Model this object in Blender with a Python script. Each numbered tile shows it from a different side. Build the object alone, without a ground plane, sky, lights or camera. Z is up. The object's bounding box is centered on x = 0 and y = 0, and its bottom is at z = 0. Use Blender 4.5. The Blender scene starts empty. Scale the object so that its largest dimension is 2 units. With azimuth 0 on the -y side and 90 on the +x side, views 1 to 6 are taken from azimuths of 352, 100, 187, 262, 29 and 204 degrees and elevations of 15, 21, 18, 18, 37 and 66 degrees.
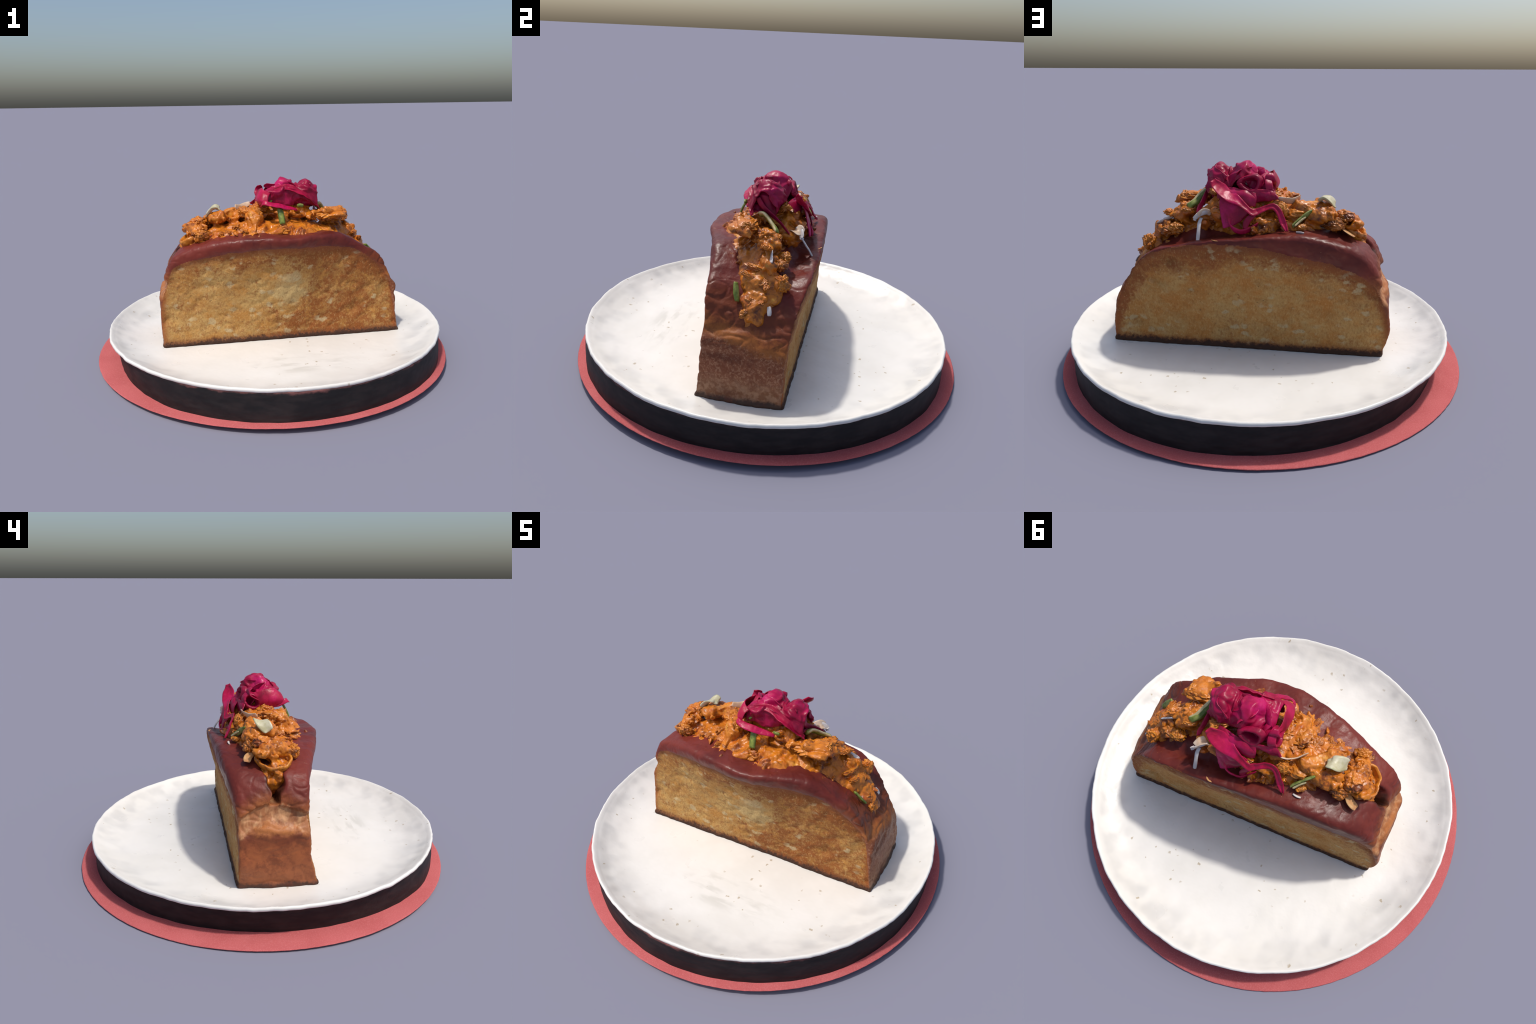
import bpy, math, random
import numpy as np
from mathutils import Vector

random.seed(7)
RNG = np.random.default_rng(7)

# ------------------------------------------------------------------ noise
_T = np.random.default_rng(11).normal(size=(65536, 3)).astype(np.float32)
_T /= np.linalg.norm(_T, axis=1, keepdims=True)


def gnoise(P, seed=0):
    """gradient noise, about -1..1, P is (n,3)"""
    P = np.asarray(P, np.float32)
    I = np.floor(P).astype(np.int64)
    F = P - I
    W = F * F * F * (F * (F * 6 - 15) + 10)
    out = np.zeros(len(P), np.float32)
    for dx in (0, 1):
        for dy in (0, 1):
            for dz in (0, 1):
                h = ((I[:, 0] + dx) * 73856093) ^ ((I[:, 1] + dy) * 19349663) ^ ((I[:, 2] + dz) * 83492791) ^ (seed * 2654435)
                h = (h ^ (h >> 13)) & 65535
                g = _T[h]
                v = g[:, 0] * (F[:, 0] - dx) + g[:, 1] * (F[:, 1] - dy) + g[:, 2] * (F[:, 2] - dz)
                w = (W[:, 0] if dx else 1 - W[:, 0]) * (W[:, 1] if dy else 1 - W[:, 1]) * (W[:, 2] if dz else 1 - W[:, 2])
                out += v * w
    return out * 1.5


def fbm(P, f, octaves=3, seed=0, gain=.5):
    s, a = 0, 1
    for o in range(octaves):
        s = s + a * gnoise(P * f, seed + o)
        f, a = f * 2.03, a * gain
    return s


def ridged(P, f, seed=0):
    return 1 - np.abs(gnoise(P * f, seed)) * 2


def sstep(a, b, x):
    t = np.clip((x - a) / (b - a), 0, 1)
    return t * t * (3 - 2 * t)


def smax(a, b, k):
    h = np.maximum(k - np.abs(a - b), 0) / k
    return np.maximum(a, b) + h * h * k * .25


def smin(a, b, k):
    return -smax(-a, -b, k)


def lerp_table(x, xs, ys):
    return np.interp(x, xs, ys).astype(np.float32)


def spline(pts, n, closed=False):
    """Catmull-Rom through points"""
    P = np.asarray(pts, float)
    m = len(P)
    t = np.linspace(0, m if closed else m - 1, n, endpoint=not closed)
    i = np.minimum(t.astype(int), (m if closed else m - 1) - 1)
    u = (t - i)[:, None]
    if closed:
        g = lambda k: P[(i + k) % m]
    else:
        Q = np.vstack([2 * P[0] - P[1], P, 2 * P[-1] - P[-2]])
        g = lambda k: Q[i + k + 1]
    a, b, c, d = g(-1), g(0), g(1), g(2)
    return .5 * (2 * b + (c - a) * u + (2 * a - 5 * b + 4 * c - d) * u ** 2 + (3 * b - a - 3 * c + d) * u ** 3)


def poly_sdf(poly, X, Z):
    """signed distance to a closed outline, negative inside"""
    sh = X.shape
    p = np.stack([X.ravel(), Z.ravel()], 1)
    best = np.full(len(p), 1e9)
    inside = np.zeros(len(p), bool)
    for a, b in zip(poly, np.roll(poly, -1, 0)):
        ab, ap = b - a, p - a
        t = np.clip((ap @ ab) / max(ab @ ab, 1e-12), 0, 1)
        best = np.minimum(best, ((ap - t[:, None] * ab) ** 2).sum(1))
        c = ((a[1] > p[:, 1]) != (b[1] > p[:, 1]))
        if abs(ab[1]) > 1e-12:
            inside ^= c & (p[:, 0] < ab[0] * (p[:, 1] - a[1]) / ab[1] + a[0])
    d = np.sqrt(best)
    return np.where(inside, -d, d).reshape(sh).astype(np.float32)


# ------------------------------------------------------------------ surface nets
def grid_axes(lo, hi, h):
    return [np.arange(lo[i], hi[i] + h, h, dtype=np.float32) for i in range(3)]


def sample(D, lo, h, P):
    q = (P - lo) / h
    q = np.clip(q, 0, np.array(D.shape) - 1.001)
    i = q.astype(int)
    f = q - i
    out = 0
    for dx in (0, 1):
        for dy in (0, 1):
            for dz in (0, 1):
                w = (f[:, 0] if dx else 1 - f[:, 0]) * (f[:, 1] if dy else 1 - f[:, 1]) * (f[:, 2] if dz else 1 - f[:, 2])
                out = out + w * D[i[:, 0] + dx, i[:, 1] + dy, i[:, 2] + dz]
    return out


def surface_net(D, lo, h):
    """quad mesh of the zero level of D (negative inside)"""
    lo = np.asarray(lo, float)
    S = D < 0
    cx, cy, cz = [n - 1 for n in D.shape]
    cnt = np.zeros((cx, cy, cz), np.int8)
    for dx in (0, 1):
        for dy in (0, 1):
            for dz in (0, 1):
                cnt += S[dx:dx + cx, dy:dy + cy, dz:dz + cz]
    act = (cnt > 0) & (cnt < 8)
    C = np.argwhere(act)
    idx = np.full(act.shape, -1, np.int64)
    idx[act] = np.arange(len(C))
    acc = np.zeros((len(C), 3))
    num = np.zeros(len(C))
    corners = [(a, b, c) for a in (0, 1) for b in (0, 1) for c in (0, 1)]
    for a in corners:
        for ax in range(3):
            if a[ax]:
                continue
            b = list(a)
            b[ax] = 1
            va = D[C[:, 0] + a[0], C[:, 1] + a[1], C[:, 2] + a[2]]
            vb = D[C[:, 0] + b[0], C[:, 1] + b[1], C[:, 2] + b[2]]
            m = (va < 0) != (vb < 0)
            t = np.where(m, va / np.where(m, va - vb, 1), 0)
            p = np.array(a, float)[None].repeat(len(C), 0)
            p[:, ax] += t
            acc[m] += p[m]
            num[m] += 1
    V = lo + h * (C + acc / num[:, None])
    Q = []
    for ax in range(3):
        sl0 = [slice(None)] * 3
        sl1 = [slice(None)] * 3
        sl0[ax], sl1[ax] = slice(0, -1), slice(1, None)
        a, b = S[tuple(sl0)], S[tuple(sl1)]
        E = np.argwhere(a != b)
        u, v = (ax + 1) % 3, (ax + 2) % 3
        ok = (E[:, u] > 0) & (E[:, v] > 0) & (E[:, u] < D.shape[u] - 1) & (E[:, v] < D.shape[v] - 1)
        E = E[ok]
        flip = ~a[tuple(E.T)]

        def at(du, dv):
            K = E.copy()
            K[:, u] += du
            K[:, v] += dv
            return idx[tuple(K.T)]
        q = np.stack([at(-1, -1), at(0, -1), at(0, 0), at(-1, 0)], 1)
        q[flip] = q[flip][:, ::-1]
        Q.append(q)
    return V, np.vstack(Q)


def vert_normals(V, Q):
    n = np.cross(V[Q[:, 2]] - V[Q[:, 0]], V[Q[:, 3 if Q.shape[1] > 3 else 1]] - V[Q[:, 1 if Q.shape[1] > 3 else 0]])
    if Q.shape[1] == 3:
        n = np.cross(V[Q[:, 1]] - V[Q[:, 0]], V[Q[:, 2]] - V[Q[:, 0]])
    N = np.zeros_like(V)
    for k in range(Q.shape[1]):
        for ax in range(3):
            N[:, ax] += np.bincount(Q[:, k], n[:, ax], len(V))
    return N / np.maximum(np.linalg.norm(N, axis=1, keepdims=True), 1e-12)


def vsmooth(V, Q, it, w=.5):
    e = np.vstack([np.stack([Q[:, k], Q[:, (k + 1) % Q.shape[1]]], 1) for k in range(Q.shape[1])])
    e = np.vstack([e, e[:, ::-1]])
    deg = np.maximum(np.bincount(e[:, 0], minlength=len(V)), 1)
    for _ in range(it):
        A = np.stack([np.bincount(e[:, 0], V[e[:, 1], ax], len(V)) for ax in range(3)], 1) / deg[:, None]
        V = V + w * (A - V)
    return V


# ------------------------------------------------------------------ objects
def make_mesh(name, V, F, smooth=True):
    me = bpy.data.meshes.new(name)
    me.from_pydata(np.asarray(V).tolist(), [], F.tolist() if hasattr(F, 'tolist') else F)
    me.update()
    if smooth:
        me.polygons.foreach_set('use_smooth', np.ones(len(me.polygons), bool))
    return me


def add(name, me, mat=None, parent=None, kind=None):
    o = bpy.data.objects.new(name, me)
    bpy.context.scene.collection.objects.link(o)
    if mat is not None and me is not None and not me.materials:
        me.materials.append(mat)
    if parent is not None:
        o.parent = parent
    if kind:
        o['kind'] = kind
    return o


# ------------------------------------------------------------------ node helper
class NT:
    def __init__(s, name):
        s.m = bpy.data.materials.new(name)
        s.m.use_nodes = True
        s.t = s.m.node_tree
        s.t.nodes.clear()
        s.out = s.t.nodes.new('ShaderNodeOutputMaterial')
        s.bs = s.t.nodes.new('ShaderNodeBsdfPrincipled')
        s.t.links.new(s.bs.outputs[0], s.out.inputs[0])
        s.tc = s.t.nodes.new('ShaderNodeTexCoord').outputs['Object']
        x = s.t.nodes.new('ShaderNodeSeparateXYZ')
        s.link(s.tc, x.inputs[0])
        s.x, s.y, s.z = x.outputs

    def link(s, a, b):
        s.t.links.new(a, b)

    def put(s, v, sock):
        if isinstance(v, bpy.types.NodeSocket):
            s.link(v, sock)
        else:
            sock.default_value = v

    def map(s, scale=(1, 1, 1), loc=(0, 0, 0), rot=(0, 0, 0)):
        n = s.t.nodes.new('ShaderNodeMapping')
        s.link(s.tc, n.inputs[0])
        n.inputs['Scale'].default_value = scale
        n.inputs['Location'].default_value = loc
        n.inputs['Rotation'].default_value = rot
        return n.outputs[0]

    def noise(s, scale, detail=3, rough=.55, dist=0, vec=None):
        n = s.t.nodes.new('ShaderNodeTexNoise')
        s.link(vec or s.tc, n.inputs['Vector'])
        n.inputs['Scale'].default_value = scale
        n.inputs['Detail'].default_value = detail
        n.inputs['Roughness'].default_value = rough
        n.inputs['Distortion'].default_value = dist
        return n.outputs['Fac']

    def warped(s, amount, scale, sc=(1, 1, 1), rot=(0, 0, 0)):
        m = s.map(sc, rot=rot)
        n = s.t.nodes.new('ShaderNodeTexNoise')
        s.link(m, n.inputs['Vector'])
        n.inputs['Scale'].default_value = scale
        n.inputs['Detail'].default_value = 3
        v = s.t.nodes.new('ShaderNodeVectorMath')
        v.operation = 'MULTIPLY_ADD'
        s.link(n.outputs['Color'], v.inputs[0])
        v.inputs[1].default_value = (amount, amount, amount)
        s.link(m, v.inputs[2])
        return v.outputs[0]

    def vor(s, scale, feature='F1', vec=None, out='Distance', rand=1):
        n = s.t.nodes.new('ShaderNodeTexVoronoi')
        n.feature = feature
        s.link(vec or s.tc, n.inputs['Vector'])
        n.inputs['Scale'].default_value = scale
        n.inputs['Randomness'].default_value = rand
        return n.outputs[out]

    def math(s, op, a, b=0., c=None, clamp=False):
        n = s.t.nodes.new('ShaderNodeMath')
        n.operation = op
        n.use_clamp = clamp
        s.put(a, n.inputs[0])
        s.put(b, n.inputs[1])
        if c is not None:
            s.put(c, n.inputs[2])
        return n.outputs[0]

    def ss(s, v, a, b, lo=0., hi=1.):
        n = s.t.nodes.new('ShaderNodeMapRange')
        n.interpolation_type = 'SMOOTHSTEP'
        s.put(v, n.inputs['Value'])
        s.put(a, n.inputs['From Min'])
        s.put(b, n.inputs['From Max'])
        s.put(lo, n.inputs['To Min'])
        s.put(hi, n.inputs['To Max'])
        return n.outputs[0]

    def blob(s, cx, cz, rx, rz, edge=None, lo=1.25, hi=.75, axis='x'):
        """soft round patch mask around (cx,cz), wobbled by edge"""
        u = s.x if axis == 'x' else s.y
        a = s.math('DIVIDE', s.math('SUBTRACT', u, cx), rx)
        b = s.math('DIVIDE', s.math('SUBTRACT', s.z, cz), rz)
        d = s.math('SQRT', s.math('ADD', s.math('MULTIPLY', a, a), s.math('MULTIPLY', b, b)))
        if edge is not None:
            d = s.math('ADD', d, edge)
        return s.ss(d, lo, hi)

    def curve(s, v, xs, ys, lo=-1., hi=1.):
        """piecewise curve of v given at xs; v in lo..hi, y in 0..1"""
        n = s.t.nodes.new('ShaderNodeFloatCurve')
        c = n.mapping.curves[0]
        pts = [((x - lo) / (hi - lo), y) for x, y in zip(xs, ys)]
        c.points[0].location = pts[0]
        c.points[1].location = pts[-1]
        for p in pts[1:-1]:
            c.points.new(*p)
        n.mapping.update()
        s.link(s.ssl(v, lo, hi), n.inputs['Value'])
        return n.outputs[0]

    def ssl(s, v, a, b, lo=0., hi=1.):
        n = s.t.nodes.new('ShaderNodeMapRange')
        s.put(v, n.inputs['Value'])
        for k, q in (('From Min', a), ('From Max', b), ('To Min', lo), ('To Max', hi)):
            n.inputs[k].default_value = q
        return n.outputs[0]

    def mix(s, f, a, b, mode='MIX'):
        n = s.t.nodes.new('ShaderNodeMix')
        n.data_type = 'RGBA'
        n.blend_type = mode
        s.put(f, n.inputs[0])
        for v, k in ((a, 6), (b, 7)):
            if isinstance(v, tuple):
                v = (*v, 1)[:4]
            s.put(v, n.inputs[k])
        return n.outputs[2]

    def ramp(s, f, stops):
        n = s.t.nodes.new('ShaderNodeValToRGB')
        e = n.color_ramp.elements
        while len(e) < len(stops):
            e.new(.5)
        for k, (p, c) in zip(e, stops):
            k.position = p
            k.color = (*c, 1)
        s.link(f, n.inputs[0])
        return n.outputs[0]

    def bump(s, h, strength=.4, dist=.01, prev=None):
        n = s.t.nodes.new('ShaderNodeBump')
        n.inputs['Strength'].default_value = strength
        n.inputs['Distance'].default_value = dist
        s.link(h, n.inputs['Height'])
        if prev is not None:
            s.link(prev, n.inputs['Normal'])
        s.link(n.outputs[0], s.bs.inputs['Normal'])
        return n.outputs[0]

    def set(s, **k):
        for a, v in k.items():
            a = {'color': 'Base Color', 'rough': 'Roughness', 'spec': 'Specular IOR Level', 'coat': 'Coat Weight', 'coatr': 'Coat Roughness', 'sss': 'Subsurface Weight'}.get(a, a)
            if isinstance(v, tuple) and len(v) == 3 and a == 'Base Color':
                v = (*v, 1)
            s.put(v, s.bs.inputs[a])
        return s.m


# profiles of the loaf slice, shared by shape and material ----------------
CRUMB_F = ([-.66, -.60, -.56, -.50, -.426, -.259, -.05, .046, .272, .403, .48, .561, .62, .655, .69, .72],
           [.20, .44, .535, .565, .583, .625, .650, .652, .640, .622, .59, .535, .475, .42, .25, .05])
CRUMB_B = ([-.66, -.62, -.60, -.555, -.47, -.35, -.198, -.045, .057, .201, .348, .499, .591, .654, .70, .73],
           [.10, .28, .35, .45, .515, .56, .592, .627, .640, .648, .632, .590, .51, .40, .30, .10])


# ------------------------------------------------------------------ materials
def mat_crumb(name, front):
    n = NT(name)
    bd = n.curve(n.x, *(CRUMB_F if front else CRUMB_B))
    depth = n.math('SUBTRACT', bd, n.z)                      # distance below the crust line
    big = n.noise(3.2, 4, .6)
    med = n.noise(14, 5, .72, .15, n.map((1, 1, 1.25), rot=(0, .5, 0)))
    fine = n.noise(60, 4, .7)
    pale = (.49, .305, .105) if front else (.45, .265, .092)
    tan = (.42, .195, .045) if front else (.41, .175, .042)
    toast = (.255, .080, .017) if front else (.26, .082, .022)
    base = n.mix(n.ss(n.math('ADD', n.math('MULTIPLY', med, .6), n.math('MULTIPLY', n.noise(5.5, 3), .5)), .42, .66), tan, pale)
    if front:
        m = n.math('ADD', n.ss(n.x, -.22, .22, .14, .66), n.math('MULTIPLY', n.math('SUBTRACT', big, .5), 1.3))
        m = n.math('ADD', m, n.math('MULTIPLY', n.math('SUBTRACT', med, .5), 2.8))
        m = n.math('SUBTRACT', m, n.ss(n.x, .45, .64, 0, .30))
        m = n.math('SUBTRACT', m, n.math('MULTIPLY', .45, n.blob(.05, .41, .16, .13, n.math('MULTIPLY', n.math('SUBTRACT', med, .5), 2.), 1.6, .4)))
        m = n.math('ADD', m, n.ss(depth, .16, .02, 0, .35))
    else:
        m = n.math('ADD', .02, n.math('MULTIPLY', n.math('SUBTRACT', big, .5), 1.6))
        m = n.math('ADD', m, n.math('MULTIPLY', n.math('SUBTRACT', med, .5), 1.6))
        m = n.math('ADD', m, n.ss(n.math('SUBTRACT', depth, n.ss(n.x, -.1, .3, 0, .05)), .15, .0, 0, .8))
        m = n.math('SUBTRACT', m, n.blob(-.02, .36, .22, .10, n.math('SUBTRACT', med, .5), 1.4, .5))
    m = n.math('ADD', m, n.math('MULTIPLY', n.math('SUBTRACT', fine, .5), 1.6))
    c = n.mix(n.ss(m, -.05, .95), base, toast)
    # pale open cells
    holes = n.vor(14, vec=n.warped(.06, 18, (1, .2, 1.5), (0, .4, 0)))
    hm = n.math('MULTIPLY', n.ss(n.math('ADD', holes, n.math('MULTIPLY', n.math('SUBTRACT', fine, .5), .35)), .36, .20), n.ss(n.noise(6, 2), .44, .56))
    c = n.mix(n.math('MULTIPLY', hm, .7), c, (.50, .39, .215) if front else (.46, .36, .20))
    if front:
        c = n.mix(n.math('MULTIPLY', n.blob(.075, .385, .085, .075, n.math('MULTIPLY', n.math('SUBTRACT', n.noise(20, 3), .5), 2.0), 1.3, .7), .65), c, (.51, .37, .165))
        c = n.mix(n.math('MULTIPLY', n.blob(.085, .475, .06, .03, n.math('MULTIPLY', n.math('SUBTRACT', n.noise(24, 3), .5), 2.0), 1.3, .7), .6), c, (.48, .37, .19))
    # toasted fibres
    fib = n.noise(120, 3, .7, .4, n.map((1, .3, .6), rot=(0, .5, 0)))
    c = n.mix(n.ss(fib, .50, .70, 0, .45), c, (.22, .075, .018))
    c = n.mix(n.ss(fib, .46, .30, 0, .35), c, (.60, .42, .19))
    # dark seeds / pits
    pit = n.vor(30, vec=n.warped(.03, 40, (1, .2, 1.3), (0, -.3, 0)))
    pm = n.math('MULTIPLY', n.ss(pit, .16, .08), n.ss(n.noise(8, 2, vec=n.map((1, 1, 1), (5, 0, 1))), .55, .62))
    c = n.mix(n.math('MULTIPLY', pm, .6), c, (.10, .045, .02))
    # crust edge: browned band at the sides, the top and the scorched foot
    edge = n.math('ADD', n.math('MULTIPLY', n.math('SUBTRACT', fine, .5), .055), n.math('MULTIPLY', n.math('SUBTRACT', med, .5), .05))
    de = n.math('ADD', depth, edge)
    c = n.mix(n.ss(de, .05, -.005, 0, .75), c, (.20, .055, .022))
    side = n.math('MINIMUM', n.math('SUBTRACT', .715, n.x), n.math('ADD', .632, n.x))
    c = n.mix(n.ss(n.math('ADD', side, edge), .045, .0, 0, .85), c, (.25, .075, .02))
    foot = n.math('ADD', n.math('SUBTRACT', n.z, n.math('MULTIPLY', n.x, .0105)), n.math('MULTIPLY', edge, .8))
    c = n.mix(n.ss(foot, .152, .112, 0, .95), c, (.20, .06, .02))
    c = n.mix(n.ss(foot, .135, .112, 0, .92), c, (.035, .018, .012))
    n.bump(n.math('ADD', fine, n.math('MULTIPLY', med, .6)), .8, .007)
    return n.set(color=c, rough=.75, spec=.25)


def mat_crust():
    n = NT('baked_crust')
    big = n.noise(4, 4, .6)
    med = n.noise(13, 4, .65, .5)
    fine = n.noise(70, 4, .7)
    dark = n.mix(n.ss(big, .35, .65), (.105, .017, .013), (.172, .028, .019))
    dark = n.mix(n.ss(med, .5, .75, 0, .5), dark, (.19, .040, .020))
    zt = n.math('SUBTRACT', n.z, n.math('MULTIPLY', n.x, .0105))
    w = n.math('MULTIPLY', n.math('SUBTRACT', med, .5), .09)
    w2 = n.math('ADD', w, n.math('MULTIPLY', n.math('SUBTRACT', fine, .5), .05))
    # rising dough of the ends: pale tear, red-brown lobes above, loaf-tin brown below
    orange = n.mix(n.ss(med, .4, .65), (.25, .068, .022), (.38, .125, .038))
    tear_l = n.mix(n.ss(n.noise(30, 3, .6, 0, n.map((1, 1, .25))), .4, .65), (.36, .14, .055), (.52, .27, .125))
    lz = n.curve(n.y, [-.3, -.2, -.13, -.06, .0, .06, .12, .2, .3], [.46, .455, .455, .475, .49, .50, .48, .435, .43])   # crack line on the left end
    dl = n.math('SUBTRACT', zt, lz)
    lowl = n.mix(n.ss(n.math('ADD', zt, w), .30, .41), n.mix(n.ss(med, .35, .6), (.22, .058, .022), (.31, .092, .032)), (.125, .030, .016))
    lowl = n.mix(n.ss(n.math('ADD', zt, w2), .27, .16), lowl, (.30, .095, .036))
    lowl = n.mix(n.ss(n.math('ADD', zt, w), .355, .395), lowl, (.42, .15, .045))
    low_mask = n.ss(n.math('ADD', dl, w2), .02, -.008)
    tear_mask = n.ss(n.math('ADD', dl, n.math('MULTIPLY', w, .8)), -.085, -.065)
    cl = n.mix(low_mask, n.mix(n.ss(n.math('ADD', dl, w2), .09, .01), dark, orange), n.mix(tear_mask, lowl, tear_l))
    # right end
    speck = n.mix(n.ss(n.math('ADD', n.noise(85, 4, .7, .4), n.math('MULTIPLY', big, .3)), .60, .80), (.19, .054, .022), (.33, .155, .085))
    speck = n.mix(n.ss(n.math('ADD', zt, w), .25, .15), speck, n.mix(n.ss(n.noise(45, 3), .4, .6), (.19, .078, .036), (.29, .15, .085)))
    rz = n.math('ADD', zt, n.math('ADD', w2, n.math('MULTIPLY', n.y, .25)))
    cr = n.mix(n.ss(rz, .345, .40), speck, n.mix(n.ss(rz, .36, .47), (.42, .14, .03), (.18, .042, .016)))
    cr = n.mix(n.ss(rz, .50, .58), cr, dark)
    inner = n.math('MULTIPLY', n.ss(n.math('ABSOLUTE', n.math('SUBTRACT', n.y, .022)), .05, .035), n.math('MULTIPLY', n.ss(n.x, -.575, -.55), n.ss(n.z, .485, .50)))  # inside of the split, painted near-black for its deep shadow
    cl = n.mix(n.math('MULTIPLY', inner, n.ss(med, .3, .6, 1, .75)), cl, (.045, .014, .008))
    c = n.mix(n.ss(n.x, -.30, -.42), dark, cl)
    c = n.mix(n.ss(n.x, .42, .54), c, cr)
    # scorched foot
    c = n.mix(n.ss(n.math('ADD', zt, n.math('MULTIPLY', w2, .5)), .132, .112, 0, .9), c, (.035, .02, .015))
    # mottling of the ends
    em = n.math('MULTIPLY', n.ss(n.math('ADD', n.math('MULTIPLY', n.noise(11, 5, .65, .1), .7), n.math('MULTIPLY', fine, .3)), .46, .62, 0, .5), n.ss(n.math('ABSOLUTE', n.x), .5, .6))
    c = n.mix(em, c, (.115, .028, .014))
    # flaky flour flecks
    fl = n.ss(n.vor(38), .10, .05)
    c = n.mix(n.math('MULTIPLY', fl, n.ss(n.noise(5, 2), .5, .65, 0, .35)), c, (.55, .26, .12))
    c = n.mix(n.ss(fine, .62, .8, 0, .35), c, (.08, .02, .015))
    gl = n.math('MULTIPLY', n.ss(n.z, .42, .58), n.ss(n.x, -.58, -.4))
    r = n.ssl(n.math('ADD', n.math('MULTIPLY', n.noise(22, 4, .7), 1.0), n.math('MULTIPLY', gl, -.25)), .1, .9, .30, .68)
    n.bump(n.math('ADD', n.math('MULTIPLY', fine, .5), med), .4, .005)
    return n.set(color=c, rough=r, spec=.26)


def mat_filling(name, a=(.15, .032, .005), b=(.60, .185, .011), c=(.74, .34, .045), size=1.):
    n = NT(name)
    if size != 1:                                        # curds are unit lumps scaled down: keep the grain at world size
        rnd = n.t.nodes.new('ShaderNodeObjectInfo').outputs['Random']
        off = n.t.nodes.new('ShaderNodeVectorMath')
        off.operation = 'MULTIPLY_ADD'
        n.link(n.tc, off.inputs[0])
        off.inputs[1].default_value = (size, size, size)
        n.link(rnd, off.inputs[2])
        n.tc = off.outputs[0]
    m = n.math('ADD', n.math('MULTIPLY', n.noise(11, 4, .6, .6), .65), n.math('MULTIPLY', n.noise(34, 4, .65, .4), .35))
    col = n.ramp(m, [(.38, a), (.47, b), (.57, b), (.66, c)])
    v = n.vor(46, 'SMOOTH_F1')
    col = n.mix(n.ss(v, .25, .6, 0, .35), col, (.34, .085, .012))
    col = n.mix(n.ss(n.noise(9, 3), .56, .68, 0, .5), col, (.44, .08, .012))
    dk = n.noise(26, 3, .6, .3, n.map((1, 1, 1), (4, 2, 7)))  # dark blotches drawn in colour for the shade between the folds
    col = n.mix(n.ss(dk, .53, .66, 0, .65), col, (.13, .034, .008))
    r = n.ssl(n.noise(40, 4, .7), .3, .7, .22, .55)
    n.bump(n.math('ADD', n.noise(46, 3, .55, .6), n.math('MULTIPLY', v, .5)), .4, .006)
    return n.set(color=col, rough=r, spec=.5)


def mat_cabbage(name, k=1.0):
    n = NT(name)
    m = n.noise(9, 4, .6, .5)
    col = n.ramp(m, [(.30, (.21 * k, .003, .028)), (.48, (.36 * k, .006, .048)), (.62, (.47 * k, .008, .088)), (.80, (.60 * k, .015, .165))])
    vein = n.noise(34, 3, .6, 1.2)
    col = n.mix(n.ss(vein, .58, .68, 0, .4), col, (.56 * k, .025, .07))
    col = n.mix(n.ss(vein, .40, .30, 0, .4), col, (.20 * k, .002, .04))
    n.bump(n.math('ADD', n.math('MULTIPLY', n.noise(45, 4, .65, .6), .5), n.math('MULTIPLY', n.noise(16, 3, .6, 1.0), 1.0)), .3, .006)
    n.set(color=col, rough=.36, spec=.32)
    tr = n.t.nodes.new('ShaderNodeBsdfTranslucent')
    n.link(col, tr.inputs[0])
    mx = n.t.nodes.new('ShaderNodeMixShader')
    mx.inputs[0].default_value = .12
    n.link(n.bs.outputs[0], mx.inputs[1])
    n.link(tr.outputs[0], mx.inputs[2])
    n.link(mx.outputs[0], n.out.inputs[0])
    return n.m


def mat_plain(name, c1, c2, scale=30, rough=.45, c3=None, bump=.25):
    n = NT(name)
    f = n.noise(scale, 4, .6, .4)
    col = n.mix(n.ss(f, .38, .64), c1, c2)
    if c3:
        col = n.mix(n.ss(n.noise(scale * .6, 3), .52, .68, 0, .7), col, c3)
    n.bump(n.noise(scale * 2.5, 4), bump, .004)
    return n.set(color=col, rough=rough, spec=.45)


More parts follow.
